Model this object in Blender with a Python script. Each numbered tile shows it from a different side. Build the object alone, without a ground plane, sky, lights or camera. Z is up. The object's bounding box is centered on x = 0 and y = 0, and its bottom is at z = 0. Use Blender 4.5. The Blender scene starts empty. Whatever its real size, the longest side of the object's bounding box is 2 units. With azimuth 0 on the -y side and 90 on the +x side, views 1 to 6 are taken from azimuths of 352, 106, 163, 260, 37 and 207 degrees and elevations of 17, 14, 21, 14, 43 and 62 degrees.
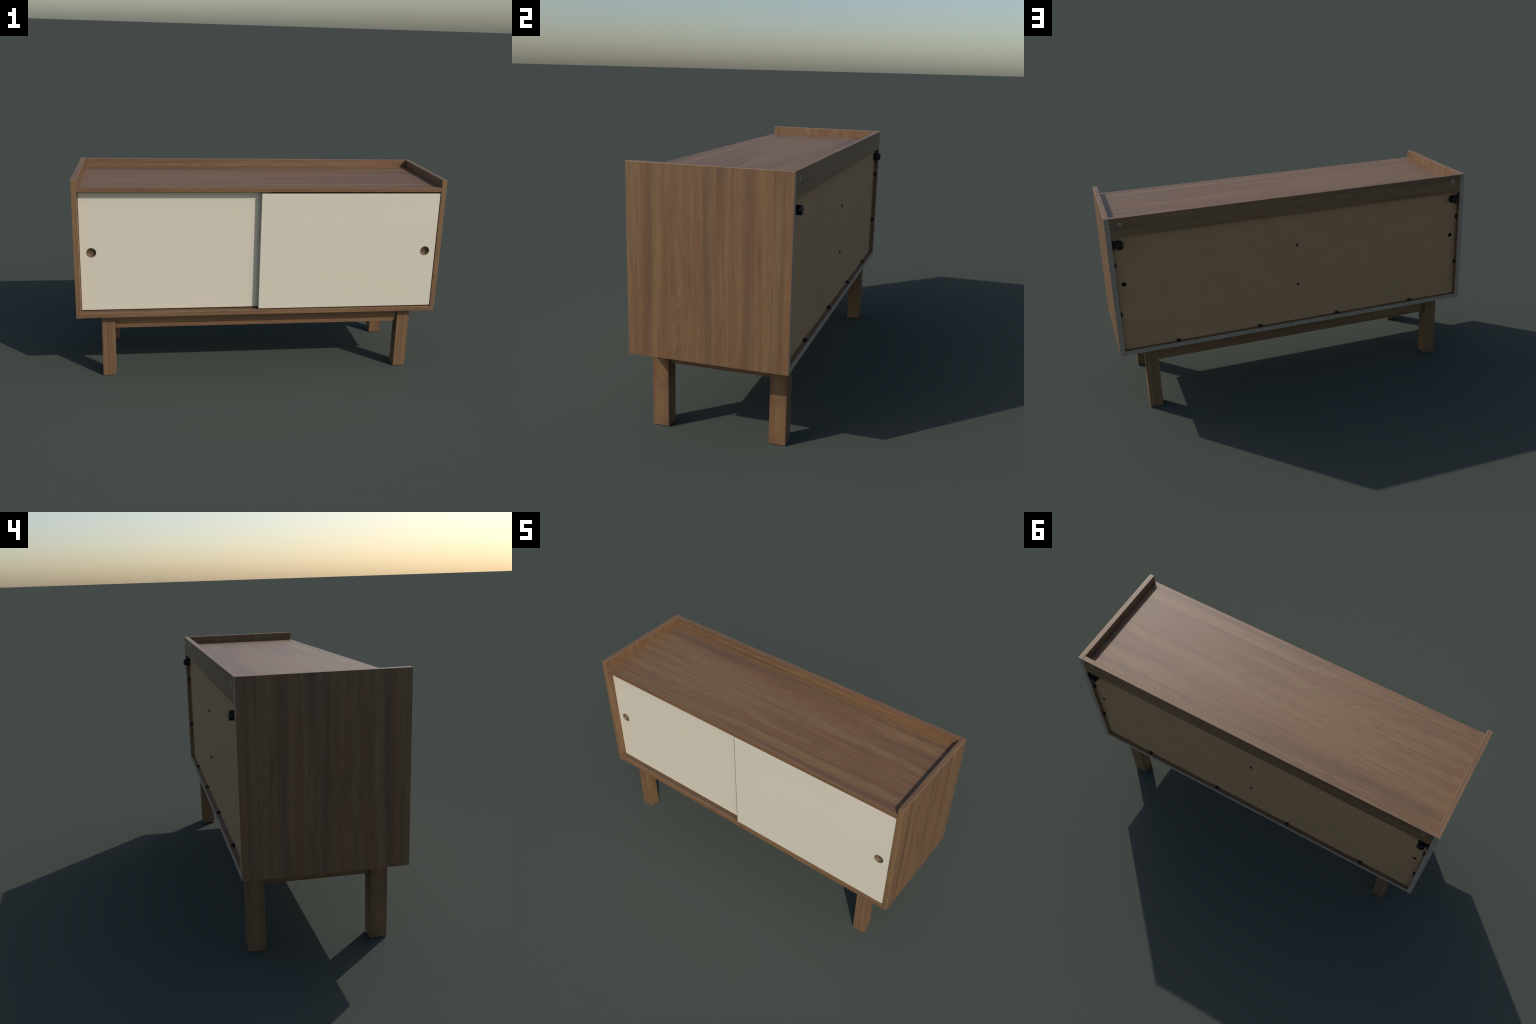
"""Mid-century sideboard: walnut carcass on four square legs, two cream sliding doors."""
import bpy, bmesh, math
from mathutils import Vector, Matrix

# ------------------------------------------------------------------ sizes (metres)
HALF_W   = 1.000          # half width of the whole cabinet
T        = 0.0265         # board thickness
Y_FRONT  = -0.333
Y_BACK   = 0.3163
Z_LOW    = 0.3575         # underside of the carcass
Z_HIGH   = 1.1155         # top of the side panels
INNER    = HALF_W - T     # inner face of the side panels
TOP_Z0, TOP_Z1 = 1.0488, 1.0731
BOT_Z0, BOT_Z1 = 0.3585, 0.3846
HARD_Y   = 0.2942         # visible face of the hardboard back
LEG      = 0.0700
LEG_X    = 0.8005         # inner face of a leg
LEG_YF   = -0.2930        # front face of the front legs
LEG_YB   = 0.2800         # rear face of the rear legs
APRON_Z  = 0.2763

# ------------------------------------------------------------------ node helpers
class Graph:
    def __init__(self, name):
        self.mat = bpy.data.materials.new(name)
        self.mat.use_nodes = True
        self.t = self.mat.node_tree
        self.bsdf = self.t.nodes["Principled BSDF"]
        self.coord = self.t.nodes.new("ShaderNodeTexCoord").outputs["Object"]

    def put(self, sock, val):
        if isinstance(val, bpy.types.NodeSocket):
            self.t.links.new(val, sock)
        elif val is not None:
            sock.default_value = val

    def m(self, op, a, b=None, c=None, clamp=False):
        n = self.t.nodes.new("ShaderNodeMath")
        n.operation = op
        n.use_clamp = clamp
        for s, v in zip(n.inputs, (a, b, c)):
            self.put(s, v)
        return n.outputs[0]

    def split(self, v):
        n = self.t.nodes.new("ShaderNodeSeparateXYZ")
        self.put(n.inputs[0], v)
        return n.outputs

    def vec(self, x, y, z):
        n = self.t.nodes.new("ShaderNodeCombineXYZ")
        for s, v in zip(n.inputs, (x, y, z)):
            self.put(s, v)
        return n.outputs[0]

    def noise(self, v, scale=1.0, detail=3.0, rough=0.5, distort=0.0):
        n = self.t.nodes.new("ShaderNodeTexNoise")
        self.put(n.inputs["Vector"], v)
        n.inputs["Scale"].default_value = scale
        n.inputs["Detail"].default_value = detail
        n.inputs["Roughness"].default_value = rough
        n.inputs["Distortion"].default_value = distort
        return n.outputs["Fac"]

    def voronoi(self, v, scale):
        n = self.t.nodes.new("ShaderNodeTexVoronoi")
        self.put(n.inputs["Vector"], v)
        n.inputs["Scale"].default_value = scale
        return n.outputs["Color"]

    def span(self, v, a, b, lo=0.0, hi=1.0):
        n = self.t.nodes.new("ShaderNodeMapRange")
        n.interpolation_type = "SMOOTHSTEP"
        for s, x in zip(n.inputs, (v, a, b, lo, hi)):
            self.put(s, x)
        return n.outputs[0]

    def mix(self, f, a, b, blend="MIX"):
        n = self.t.nodes.new("ShaderNodeMix")
        n.data_type = "RGBA"
        n.blend_type = blend
        self.put(n.inputs[0], f)
        for s, v in ((n.inputs[6], a), (n.inputs[7], b)):
            self.put(s, (*v, 1.0) if isinstance(v, tuple) else v)
        return n.outputs[2]

    def bump(self, height, strength, distance):
        n = self.t.nodes.new("ShaderNodeBump")
        n.inputs["Strength"].default_value = strength
        n.inputs["Distance"].default_value = distance
        self.put(n.inputs["Height"], height)
        self.t.links.new(n.outputs[0], self.bsdf.inputs["Normal"])

    def done(self, color, rough=0.5, metal=0.0, spec=0.5):
        self.put(self.bsdf.inputs["Base Color"], (*color, 1.0) if isinstance(color, tuple) else color)
        self.put(self.bsdf.inputs["Roughness"], rough)
        self.bsdf.inputs["Metallic"].default_value = metal
        self.bsdf.inputs["Specular IOR Level"].default_value = spec
        return self.mat


OLIVE  = (0.232, 0.140, 0.064)    # light yellow-brown streaks
TAN    = (0.220, 0.114, 0.050)    # mean walnut brown
RED    = (0.187, 0.092, 0.047)    # reddish streaks
PALE   = (0.285, 0.172, 0.086)    # pale fibres between veins
DUSK   = (0.108, 0.061, 0.038)    # grey-brown heart lines

def walnut(name, grain, seed, figure=()):
    """Walnut laminate. grain: axis the fibres run along ('x','y' or 'z').
    figure: centre lines (position across the board) of narrow cathedral figures."""
    g = Graph(name)
    X, Y, Z = g.split(g.coord)
    along = {"x": X, "y": Y, "z": Z}[grain]
    a1 = {"x": Y, "y": X, "z": Y}[grain]
    a2 = {"x": Z, "y": Z, "z": X}[grain]
    s = seed * 3.71
    # slow sideways drift so that no streak is ruler straight
    drift = g.noise(g.vec(g.m("MULTIPLY", a1, 2.2), g.m("MULTIPLY_ADD", along, 1.1, s), a2), 1.0, 2.0)
    drift = g.m("MULTIPLY_ADD", drift, 0.036, -0.018)
    c1 = g.m("ADD", a1, drift)
    def stretched(across, lengthwise, extra, detail, rough=0.5):
        return g.noise(g.vec(g.m("MULTIPLY", c1, across),
                             g.m("MULTIPLY_ADD", along, lengthwise, s + extra),
                             g.m("MULTIPLY", a2, across)), 1.0, detail, rough)
    broad  = stretched(15.0, 0.42, 1.0, 3.0, 0.55)
    hue    = stretched(24.0, 0.70, 7.3, 2.0)
    narrow = stretched(62.0, 1.40, 13.1, 4.0, 0.65)
    vein   = stretched(115.0, 2.6, 23.9, 2.0, 0.5)
    fibre  = stretched(300.0, 9.0, 19.7, 2.0, 0.6)
    pore   = stretched(420.0, 26.0, 29.0, 1.0)
    fleck  = stretched(95.0, 10.0, 61.0, 2.0, 0.5)
    blotch = g.noise(g.vec(g.m("MULTIPLY", c1, 22.0), g.m("MULTIPLY_ADD", along, 6.0, s), a2), 1.0, 2.0)
    # contour lines of a long soft field: flame figure
    field = stretched(4.6, 0.42, 37.0, 1.0)
    ring = g.m("SINE", g.m("MULTIPLY", field, 150.0))
    ring = g.span(ring, 0.30, 1.0)
    where = g.span(stretched(7.0, 0.8, 51.0, 1.0), 0.44, 0.62)
    ring = g.m("MULTIPLY", ring, where)

    col = g.mix(g.span(hue, 0.38, 0.62), RED, OLIVE)
    col = g.mix(0.38, col, TAN)
    col = g.mix(g.m("MULTIPLY", g.span(broad, 0.47, 0.70), 0.60), col, DUSK)
    col = g.mix(g.m("MULTIPLY", g.span(narrow, 0.52, 0.72), 0.42), col, DUSK)
    col = g.mix(g.m("MULTIPLY", g.span(vein, 0.56, 0.74), 0.34), col, DUSK)
    col = g.mix(g.m("MULTIPLY", g.span(vein, 0.46, 0.28), 0.18), col, PALE)
    col = g.mix(g.m("MULTIPLY", ring, 0.26), col, DUSK)
    col = g.mix(g.m("MULTIPLY", g.span(fleck, 0.60, 0.76), 0.40), col, DUSK)
    # hooked cathedral figures along given centre lines
    for k, (centre, width, strength) in enumerate(figure):
        wob = g.noise(g.vec(g.m("MULTIPLY_ADD", along, 1.9, s + 5.0 * k), 0.3 + k, 0.0), 1.0, 1.0)
        u = g.m("SUBTRACT", a1, g.m("MULTIPLY_ADD", wob, 0.06, centre - 0.03))
        u = g.m("DIVIDE", u, width)
        bow = g.m("SQRT", g.m("MULTIPLY_ADD", u, u, 0.10))
        pace = g.noise(g.vec(g.m("MULTIPLY_ADD", along, 3.0, s + 9.0 * k), 4.2, 0.7), 1.0, 2.0)
        ph = g.m("ADD", g.m("MULTIPLY", along, 78.0), g.m("ADD", g.m("MULTIPLY", bow, 9.0), g.m("MULTIPLY", pace, 30.0)))
        ph = g.m("ADD", ph, g.m("MULTIPLY", u, 2.4))
        arch = g.span(g.m("SINE", ph), 0.25, 1.0)
        near = g.m("SUBTRACT", 1.0, g.span(g.m("ABSOLUTE", u), 0.35, 1.25))
        spell = g.span(g.noise(g.vec(g.m("MULTIPLY_ADD", along, 2.6, s + 3.0 * k), 8.8, 1.9), 1.0, 1.0), 0.38, 0.60)
        arch = g.m("MULTIPLY", g.m("MULTIPLY", arch, near), g.m("MULTIPLY_ADD", spell, 0.85, 0.15))
        col = g.mix(g.m("MULTIPLY", arch, strength), col, DUSK)
        col = g.mix(g.m("MULTIPLY", near, 0.22), col, OLIVE)
    # fine fibres and pores lighten and darken a little
    fine = g.m("MULTIPLY_ADD", fibre, 0.42, 0.79)
    fine = g.m("MULTIPLY", fine, g.m("MULTIPLY_ADD", g.span(pore, 0.60, 0.74), -0.12, 1.02))
    fine = g.m("MULTIPLY", fine, g.m("MULTIPLY_ADD", blotch, 0.16, 0.92))
    col = g.mix(1.0, col, g.vec(fine, fine, fine), "MULTIPLY")
    g.bump(g.m("ADD", fibre, g.m("MULTIPLY", pore, 0.5)), 0.12, 0.0006)
    return g.done(col, g.m("MULTIPLY_ADD", fibre, 0.10, 0.43), spec=0.45)


def cream_lacquer():
    g = Graph("cream_lacquer")
    n = g.noise(g.coord, 3.0, 3.0)
    col = g.mix(g.span(n, 0.35, 0.65), (0.728, 0.664, 0.520), (0.736, 0.660, 0.534))
    f = g.noise(g.coord, 160.0, 2.0)
    g.bump(f, 0.05, 0.0004)
    return g.done(col, 0.46, spec=0.4)


def hardboard():
    g = Graph("hardboard")
    n = g.noise(g.coord, 9.0, 4.0, 0.6)
    f = g.noise(g.coord, 170.0, 3.0, 0.7)
    col = g.mix(g.span(n, 0.35, 0.65), (0.425, 0.255, 0.128), (0.455, 0.270, 0.138))
    k = g.m("MULTIPLY_ADD", f, 0.36, 0.82)
    col = g.mix(1.0, col, g.vec(k, k, k), "MULTIPLY")
    g.bump(f, 0.2, 0.0005)
    return g.done(col, 0.75, spec=0.3)


def chipboard():
    g = Graph("chipboard")
    h = g.split(g.voronoi(g.vec(*[g.m("MULTIPLY", c, k) for c, k in zip(g.split(g.coord), (1.0, 1.0, 0.6))]), 200.0))
    n = g.noise(g.coord, 120.0, 3.0, 0.7)
    col = g.mix(h[0], (0.180, 0.138, 0.100), (0.560, 0.455, 0.345))
    col = g.mix(g.m("MULTIPLY_ADD", g.span(n, 0.30, 0.70), 0.6, 0.32), col, (0.350, 0.283, 0.216))
    g.bump(n, 0.5, 0.001)
    return g.done(col, 0.85, spec=0.2)


def plain(name, color, rough, metal=0.0, spec=0.5, grain=0.12, scale=60.0):
    g = Graph(name)
    n = g.noise(g.coord, scale, 3.0)
    k = g.m("MULTIPLY_ADD", n, grain, 1.0 - grain / 2)
    col = g.mix(1.0, color, g.vec(k, k, k), "MULTIPLY")
    return g.done(col, rough, metal, spec)


MAT_SIDE  = walnut("walnut_upright_grain", "z", 1.0, ((-0.120, 0.016, 0.62), (0.222, 0.015, 0.45)))
MAT_TOP   = walnut("walnut_top_grain", "x", 2.6, ((-0.135, 0.019, 0.62), (0.075, 0.014, 0.32)))
MAT_LONG  = walnut("walnut_lengthwise_grain", "x", 5.2)
MAT_DEEP  = walnut("walnut_crosswise_grain", "y", 6.9)
MAT_LEG   = walnut("walnut_leg_grain", "z", 8.3)
MAT_EDGE  = plain("pale_walnut_edge", (0.335, 0.190, 0.105), 0.5, scale=25.0)
MAT_CREAM = cream_lacquer()
MAT_HARD  = hardboard()
MAT_CHIP  = chipboard()
MAT_CUP   = plain("bronze_brown_plastic", (0.165, 0.105, 0.064), 0.36)
MAT_TRACK = plain("track_brown_plastic", (0.125, 0.088, 0.062), 0.45)
MAT_BLACK = plain("black_plastic", (0.0035, 0.0036, 0.0042), 0.33)
MAT_STEEL = plain("zinc_plated_steel", (0.40, 0.41, 0.41), 0.45, 0.6)

# ------------------------------------------------------------------ object helpers
def bind(name, bm, mats, parent, loc=(0, 0, 0)):
    me = bpy.data.meshes.new(name)
    bmesh.ops.recalc_face_normals(bm, faces=bm.faces)
    bm.to_mesh(me)
    bm.free()
    for mt in mats:
        me.materials.append(mt)
    ob = bpy.data.objects.new(name, me)
    bpy.context.scene.collection.objects.link(ob)
    ob.location = loc
    ob.parent = parent
    return ob


def again(ob, loc, rot=None, scale=None):
    """Another piece that shares the mesh of ob."""
    c = ob.copy()
    bpy.context.scene.collection.objects.link(c)
    c.location = loc
    if rot:
        c.rotation_euler = rot
    if scale:
        c.scale = scale
    return c


def bm_box(lo, hi, bevel=0.0011, bm=None, seg=2):
    bm = bm or bmesh.new()
    size = [h - l for l, h in zip(lo, hi)]
    mid = [(h + l) / 2 for l, h in zip(lo, hi)]
    r = bmesh.ops.create_cube(bm, size=1.0, matrix=Matrix.Translation(mid) @ Matrix.Diagonal((*size, 1.0)))
    if bevel:
        edges = list({e for v in r["verts"] for e in v.link_edges})
        bmesh.ops.bevel(bm, geom=edges, offset=bevel, segments=seg, profile=0.5, affect="EDGES")
    return bm


def bm_lathe(bm, profile, centre, axis, seg=48, smooth=True):
    """Revolve (radius, height) pairs about an axis through centre."""
    rot = Vector((0, 0, 1)).rotation_difference(Vector(axis)).to_matrix()
    c = Vector(centre)
    rings = []
    for r, h in profile:
        if r < 1e-6:
            rings.append([bm.verts.new(c + rot @ Vector((0, 0, h)))])
        else:
            rings.append([bm.verts.new(c + rot @ Vector((r * math.cos(2 * math.pi * k / seg), r * math.sin(2 * math.pi * k / seg), h))) for k in range(seg)])
    for a, b in zip(rings, rings[1:]):
        for k in range(seg):
            q = [a[k % len(a)], a[(k + 1) % len(a)], b[(k + 1) % len(b)], b[k % len(b)]]
            q = list(dict.fromkeys(q))
            if len(q) > 2:
                f = bm.faces.new(q)
                f.smooth = smooth
    return bm


def bm_extrude_x(outline, x0, x1):
    """Prism along x from a closed (y, z) outline."""
    bm = bmesh.new()
    a = [bm.verts.new((x0, y, z)) for y, z in outline]
    b = [bm.verts.new((x1, y, z)) for y, z in outline]
    bm.faces.new(a)
    bm.faces.new(list(reversed(b)))
    n = len(outline)
    for k in range(n):
        bm.faces.new((a[k], a[(k + 1) % n], b[(k + 1) % n], b[k]))
    return bm


def drill(ob, spots, radius):
    """Cut round holes along y through ob at the (x, z) spots."""
    bm = bmesh.new()
    for x, z in spots:
        bm_lathe(bm, [(0, -0.1), (radius, -0.1), (radius, 0.1), (0, 0.1)], (x, 0, z), (0, 1, 0), 48, False)
    cut = bind("drill", bm, [], None, (0, ob.location.y, 0))
    mod = ob.modifiers.new("holes", "BOOLEAN")
    mod.operation, mod.object, mod.solver = "DIFFERENCE", cut, "EXACT"
    bpy.context.view_layer.update()
    me = bpy.data.meshes.new_from_object(ob.evaluated_get(bpy.context.evaluated_depsgraph_get()))
    old, name = ob.data, ob.data.name
    ob.modifiers.clear()
    ob.data = me
    bpy.data.meshes.remove(old)
    me.name = name
    bpy.data.objects.remove(cut)


def paint(ob, test, slot):
    for p in ob.data.polygons:
        if test(p.center, p.normal):
            p.material_index = slot


# ------------------------------------------------------------------ the thing
root = bpy.data.objects.new("sideboard", None)
bpy.context.scene.collection.objects.link(root)
root["label"] = "low walnut sideboard with two cream sliding doors on square legs"
root["category"] = "sideboard"

# side panels: stand proud of the top board, raw chipboard shows at the back edge
side = bind("side_panel", bm_box((0, Y_FRONT, Z_LOW), (T, Y_BACK, Z_HIGH)), [MAT_SIDE, MAT_CHIP, MAT_EDGE, MAT_DEEP], root, (INNER, 0, 0))
paint(side, lambda c, n: n.y > 0.9, 1)
paint(side, lambda c, n: abs(n.z) > 0.9, 3)
paint(side, lambda c, n: max(map(abs, n)) < 0.97, 2)
other = again(side, (-INNER, 0, 0), scale=(-1, 1, 1))

# top board, recessed between the panels
top = bind("top_panel", bm_box((-INNER + .0004, Y_FRONT + .0008, TOP_Z0), (INNER - .0004, 0.2893, TOP_Z1)), [MAT_TOP], root)

# bottom board with two door grooves, chipboard at the back edge
def groove(y, w=0.0046, d=0.009):
    return [(y - w / 2, BOT_Z1), (y - w / 2, BOT_Z1 - d), (y + w / 2, BOT_Z1 - d), (y + w / 2, BOT_Z1)]
e = 0.0012
y0, y1 = Y_FRONT + .0008, Y_BACK - .0004
outline = [(y0 + e, BOT_Z0), (y0, BOT_Z0 + e), (y0, BOT_Z1 - e), (y0 + e, BOT_Z1)] + groove(-0.3080) + groove(-0.2780) + \
          [(y1 - e, BOT_Z1), (y1, BOT_Z1 - e), (y1, BOT_Z0 + e), (y1 - e, BOT_Z0)]
bottom = bind("bottom_panel", bm_extrude_x(outline, -INNER + .0004, INNER - .0004), [MAT_LONG, MAT_CHIP], root)
paint(bottom, lambda c, n: n.y > 0.9 and c.y > 0.3, 1)

# rail that closes the tray at the back
rail = bind("back_rail", bm_box((-INNER + .0004, 0.2898, 1.0138), (INNER - .0004, Y_BACK - .0003, Z_HIGH - .0013)), [MAT_LONG], root)

# hardboard back with two cable holes
back = bind("back_panel", bm_box((-INNER + .001, -0.0035, BOT_Z1 + .0005), (INNER - .001, 0, 1.0134), 0.0006), [MAT_HARD], root, (0, HARD_Y, 0))
drill(back, [(-0.937, 0.7523), (0.937, 0.7523)], 0.0115)

# middle partition behind the doors
bind("partition", bm_box((-T / 2, -0.262, BOT_Z1), (T / 2, 0.2875, TOP_Z0)), [MAT_SIDE], root)

# plastic running tracks beside the front groove
track_y = ((-0.3195, -0.3104),)
for ya, yb in track_y:
    bind("door_track", bm_box((-INNER + .002, ya, BOT_Z1 - .001), (INNER - .002, yb, BOT_Z1 + .0010), 0.0004), [MAT_TRACK], root)
bm = bmesh.new()
bm_lathe(bm, [(0, 0.0030), (0.0022, 0.0022), (0.0032, 0), (0.0032, -0.004), (0, -0.004)], (0, 0, 0), (0, 0, 1), 20)
silver_spot = bind("groove_silver_spot", bm, [MAT_STEEL], root, (-0.9675, -0.3080, BOT_Z1 - .001))
again(silver_spot, (-0.9575, -0.3080, BOT_Z1 - .003))
again(silver_spot, (0.9675, -0.3080, BOT_Z1 - .001))

# sliding doors: the right one runs in front of the left one
DOOR_Z0, DOOR_Z1, DOOR_T, PULL_Z, PULL_R = 0.3915, 1.0398, 0.0240, 0.7150, 0.0252
def cup():
    """Recessed finger cup: thin lip, sloping wall, dished floor."""
    bm = bmesh.new()
    prof = [(0.0262, 0.0), (0.0258, 0.0008), (0.0246, 0.0008), (0.0232, -0.0004), (0.0222, -0.0045), (0.0200, -0.0115),
            (0.0182, -0.0142), (0.0165, -0.0148), (0.0150, -0.0138), (0.0100, -0.0146), (0.0055, -0.0150), (0.0040, -0.0142), (0, -0.0140)]
    return bm_lathe(bm, prof, (0, 0, 0), (0, -1, 0), 56)

pull_mesh = None
for x0, x1, yf, px in ((-0.0143, 0.9712, -0.3286, 0.9122), (-0.9716, 0.0300, -0.2945, -0.9122)):
    door = bind("sliding_door", bm_box((x0, 0, DOOR_Z0), (x1, DOOR_T, DOOR_Z1), 0.0014), [MAT_CREAM], root, (0, yf, 0))
    drill(door, [(px, PULL_Z)], PULL_R)
    if pull_mesh is None:
        pull = bind("door_pull", cup(), [MAT_CUP], door, (px, 0, PULL_Z))
        pull_mesh = pull
    else:
        pull = again(pull_mesh, (px, 0, PULL_Z))
        pull.parent = door

# legs and aprons of the stand
leg = bind("leg", bm_box((0, 0, 0), (LEG, LEG, BOT_Z0 - .0002), 0.0016), [MAT_LEG, MAT_EDGE], root, (LEG_X, LEG_YF, 0))
paint(leg, lambda c, n: max(map(abs, n)) < 0.97 and c.z < 0.01, 1)
again(leg, (-LEG_X, LEG_YF, 0), scale=(-1, 1, 1))
again(leg, (LEG_X, LEG_YB, 0), scale=(1, -1, 1))
again(leg, (-LEG_X, LEG_YB, 0), scale=(-1, -1, 1))
A = 0.036
SET = 0.0178
long_apron = bind("apron", bm_box((-LEG_X, 0, APRON_Z), (LEG_X, A, BOT_Z0 - .0002)), [MAT_LONG], root, (0, LEG_YF + SET, 0))
again(long_apron, (0, LEG_YB - SET, 0), scale=(1, -1, 1))
ylo, yhi = LEG_YF + LEG, LEG_YB - LEG
short_apron = bind("apron", bm_box((-A, ylo, APRON_Z), (0, yhi, BOT_Z0 - .0002)), [MAT_DEEP], root, (LEG_X + LEG - SET - .001, 0, 0))
again(short_apron, (-(LEG_X + LEG - SET - .001), 0, 0), scale=(-1, 1, 1))

# ------------------------------------------------------------------ hardware on the back
def bracket_body():
    """Black anti-tip bracket: plate on the panel, arm and boss."""
    bm = bm_box((0.0285, -0.001, -0.027), (0.0345, 0.0185, 0.0250), 0.0012)
    bm_box((0.002, -0.001, -0.0190), (0.0300, 0.0135, 0.0225), 0.0015, bm)
    bm_lathe(bm, [(0, -0.001), (0.0218, -0.001), (0.0218, 0.0125), (0.0205, 0.0140), (0, 0.0140)], (0, 0, 0.0010), (0, 1, 0), 40, False)
    return bm

def bracket_cap():
    bm = bmesh.new()
    return bm_lathe(bm, [(0.0187, 0.012), (0.0187, 0.0356), (0.0184, 0.0369), (0.0160, 0.0386), (0.0150, 0.0388), (0.0038, 0.0388), (0.0034, 0.0348), (0, 0.0348)],
                    (0, 0, 0), (0, 1, 0), 40, False)

bracket = bind("wall_bracket", bracket_body(), [MAT_BLACK], root, (0.9388, HARD_Y, 0.9705))
cap = bind("bracket_cap", bracket_cap(), [MAT_BLACK], bracket)
twin = again(bracket, (-0.9388, HARD_Y, 0.9705), scale=(-1, 1, 1))
again(cap, (0, 0, 0)).parent = twin

def clip_body():
    """Nail-on wedge that holds the hardboard; panel face at z = 0, hardboard at y = 0."""
    bm = bm_box((-0.0112, -0.0005, 0), (0.0112, 0.0050, 0.0105), 0.0008)
    bm_lathe(bm, [(0, 0), (0.0094, 0), (0.0094, 0.0070), (0.0076, 0.0090), (0.0036, 0.0090), (0.0030, 0.0108), (0, 0.0108)], (0, 0.0080, 0), (0, 0, 1), 24, False)
    return bm

clip = bind("panel_clip", clip_body(), [MAT_BLACK], root, (-0.685, HARD_Y, BOT_Z1))
for x in (-0.2283, 0.2283, 0.685):
    again(clip, (x, HARD_Y, BOT_Z1))
for z in (0.8622, 0.5868):
    again(clip, (INNER, HARD_Y, z), rot=(0, -math.pi / 2, 0))
    again(clip, (-INNER, HARD_Y, z), rot=(0, math.pi / 2, 0))

bm = bmesh.new()
bm_lathe(bm, [(0, 0.0065), (0.0036, 0.0062), (0.0060, 0.0046), (0.0068, 0.0005), (0.0068, -0.001), (0, -0.001)], (0, 0, 0), (0, 1, 0), 20)
stud = bind("partition_screw", bm, [MAT_BLACK], root, (0.0004, HARD_Y, 0.8302))
again(stud, (0.0004, HARD_Y, 0.6008))

def cross_screw():
    bm = bmesh.new()
    bm_lathe(bm, [(0, 0.0013), (0.0070, 0.0013), (0.0098, 0.0009), (0.0105, -0.001), (0, -0.001)], (0, 0, 0), (0, 1, 0), 28, False)
    return bm
screw = bind("rail_screw", cross_screw(), [MAT_STEEL], root, (0.925, Y_BACK - .0003, 1.0788))
recess = bind("screw_recess", bm_box((-0.0045, 0.0008, -0.0012), (0.0045, 0.0017, 0.0012), 0.0003, bm_box((-0.0012, 0.0008, -0.0045), (0.0012, 0.0016, 0.0045), 0.0003)),
              [MAT_BLACK], screw)
screw2 = again(screw, (-0.925, Y_BACK - .0003, 1.0788), rot=(0, 0.5, 0))
again(recess, (0, 0, 0)).parent = screw2
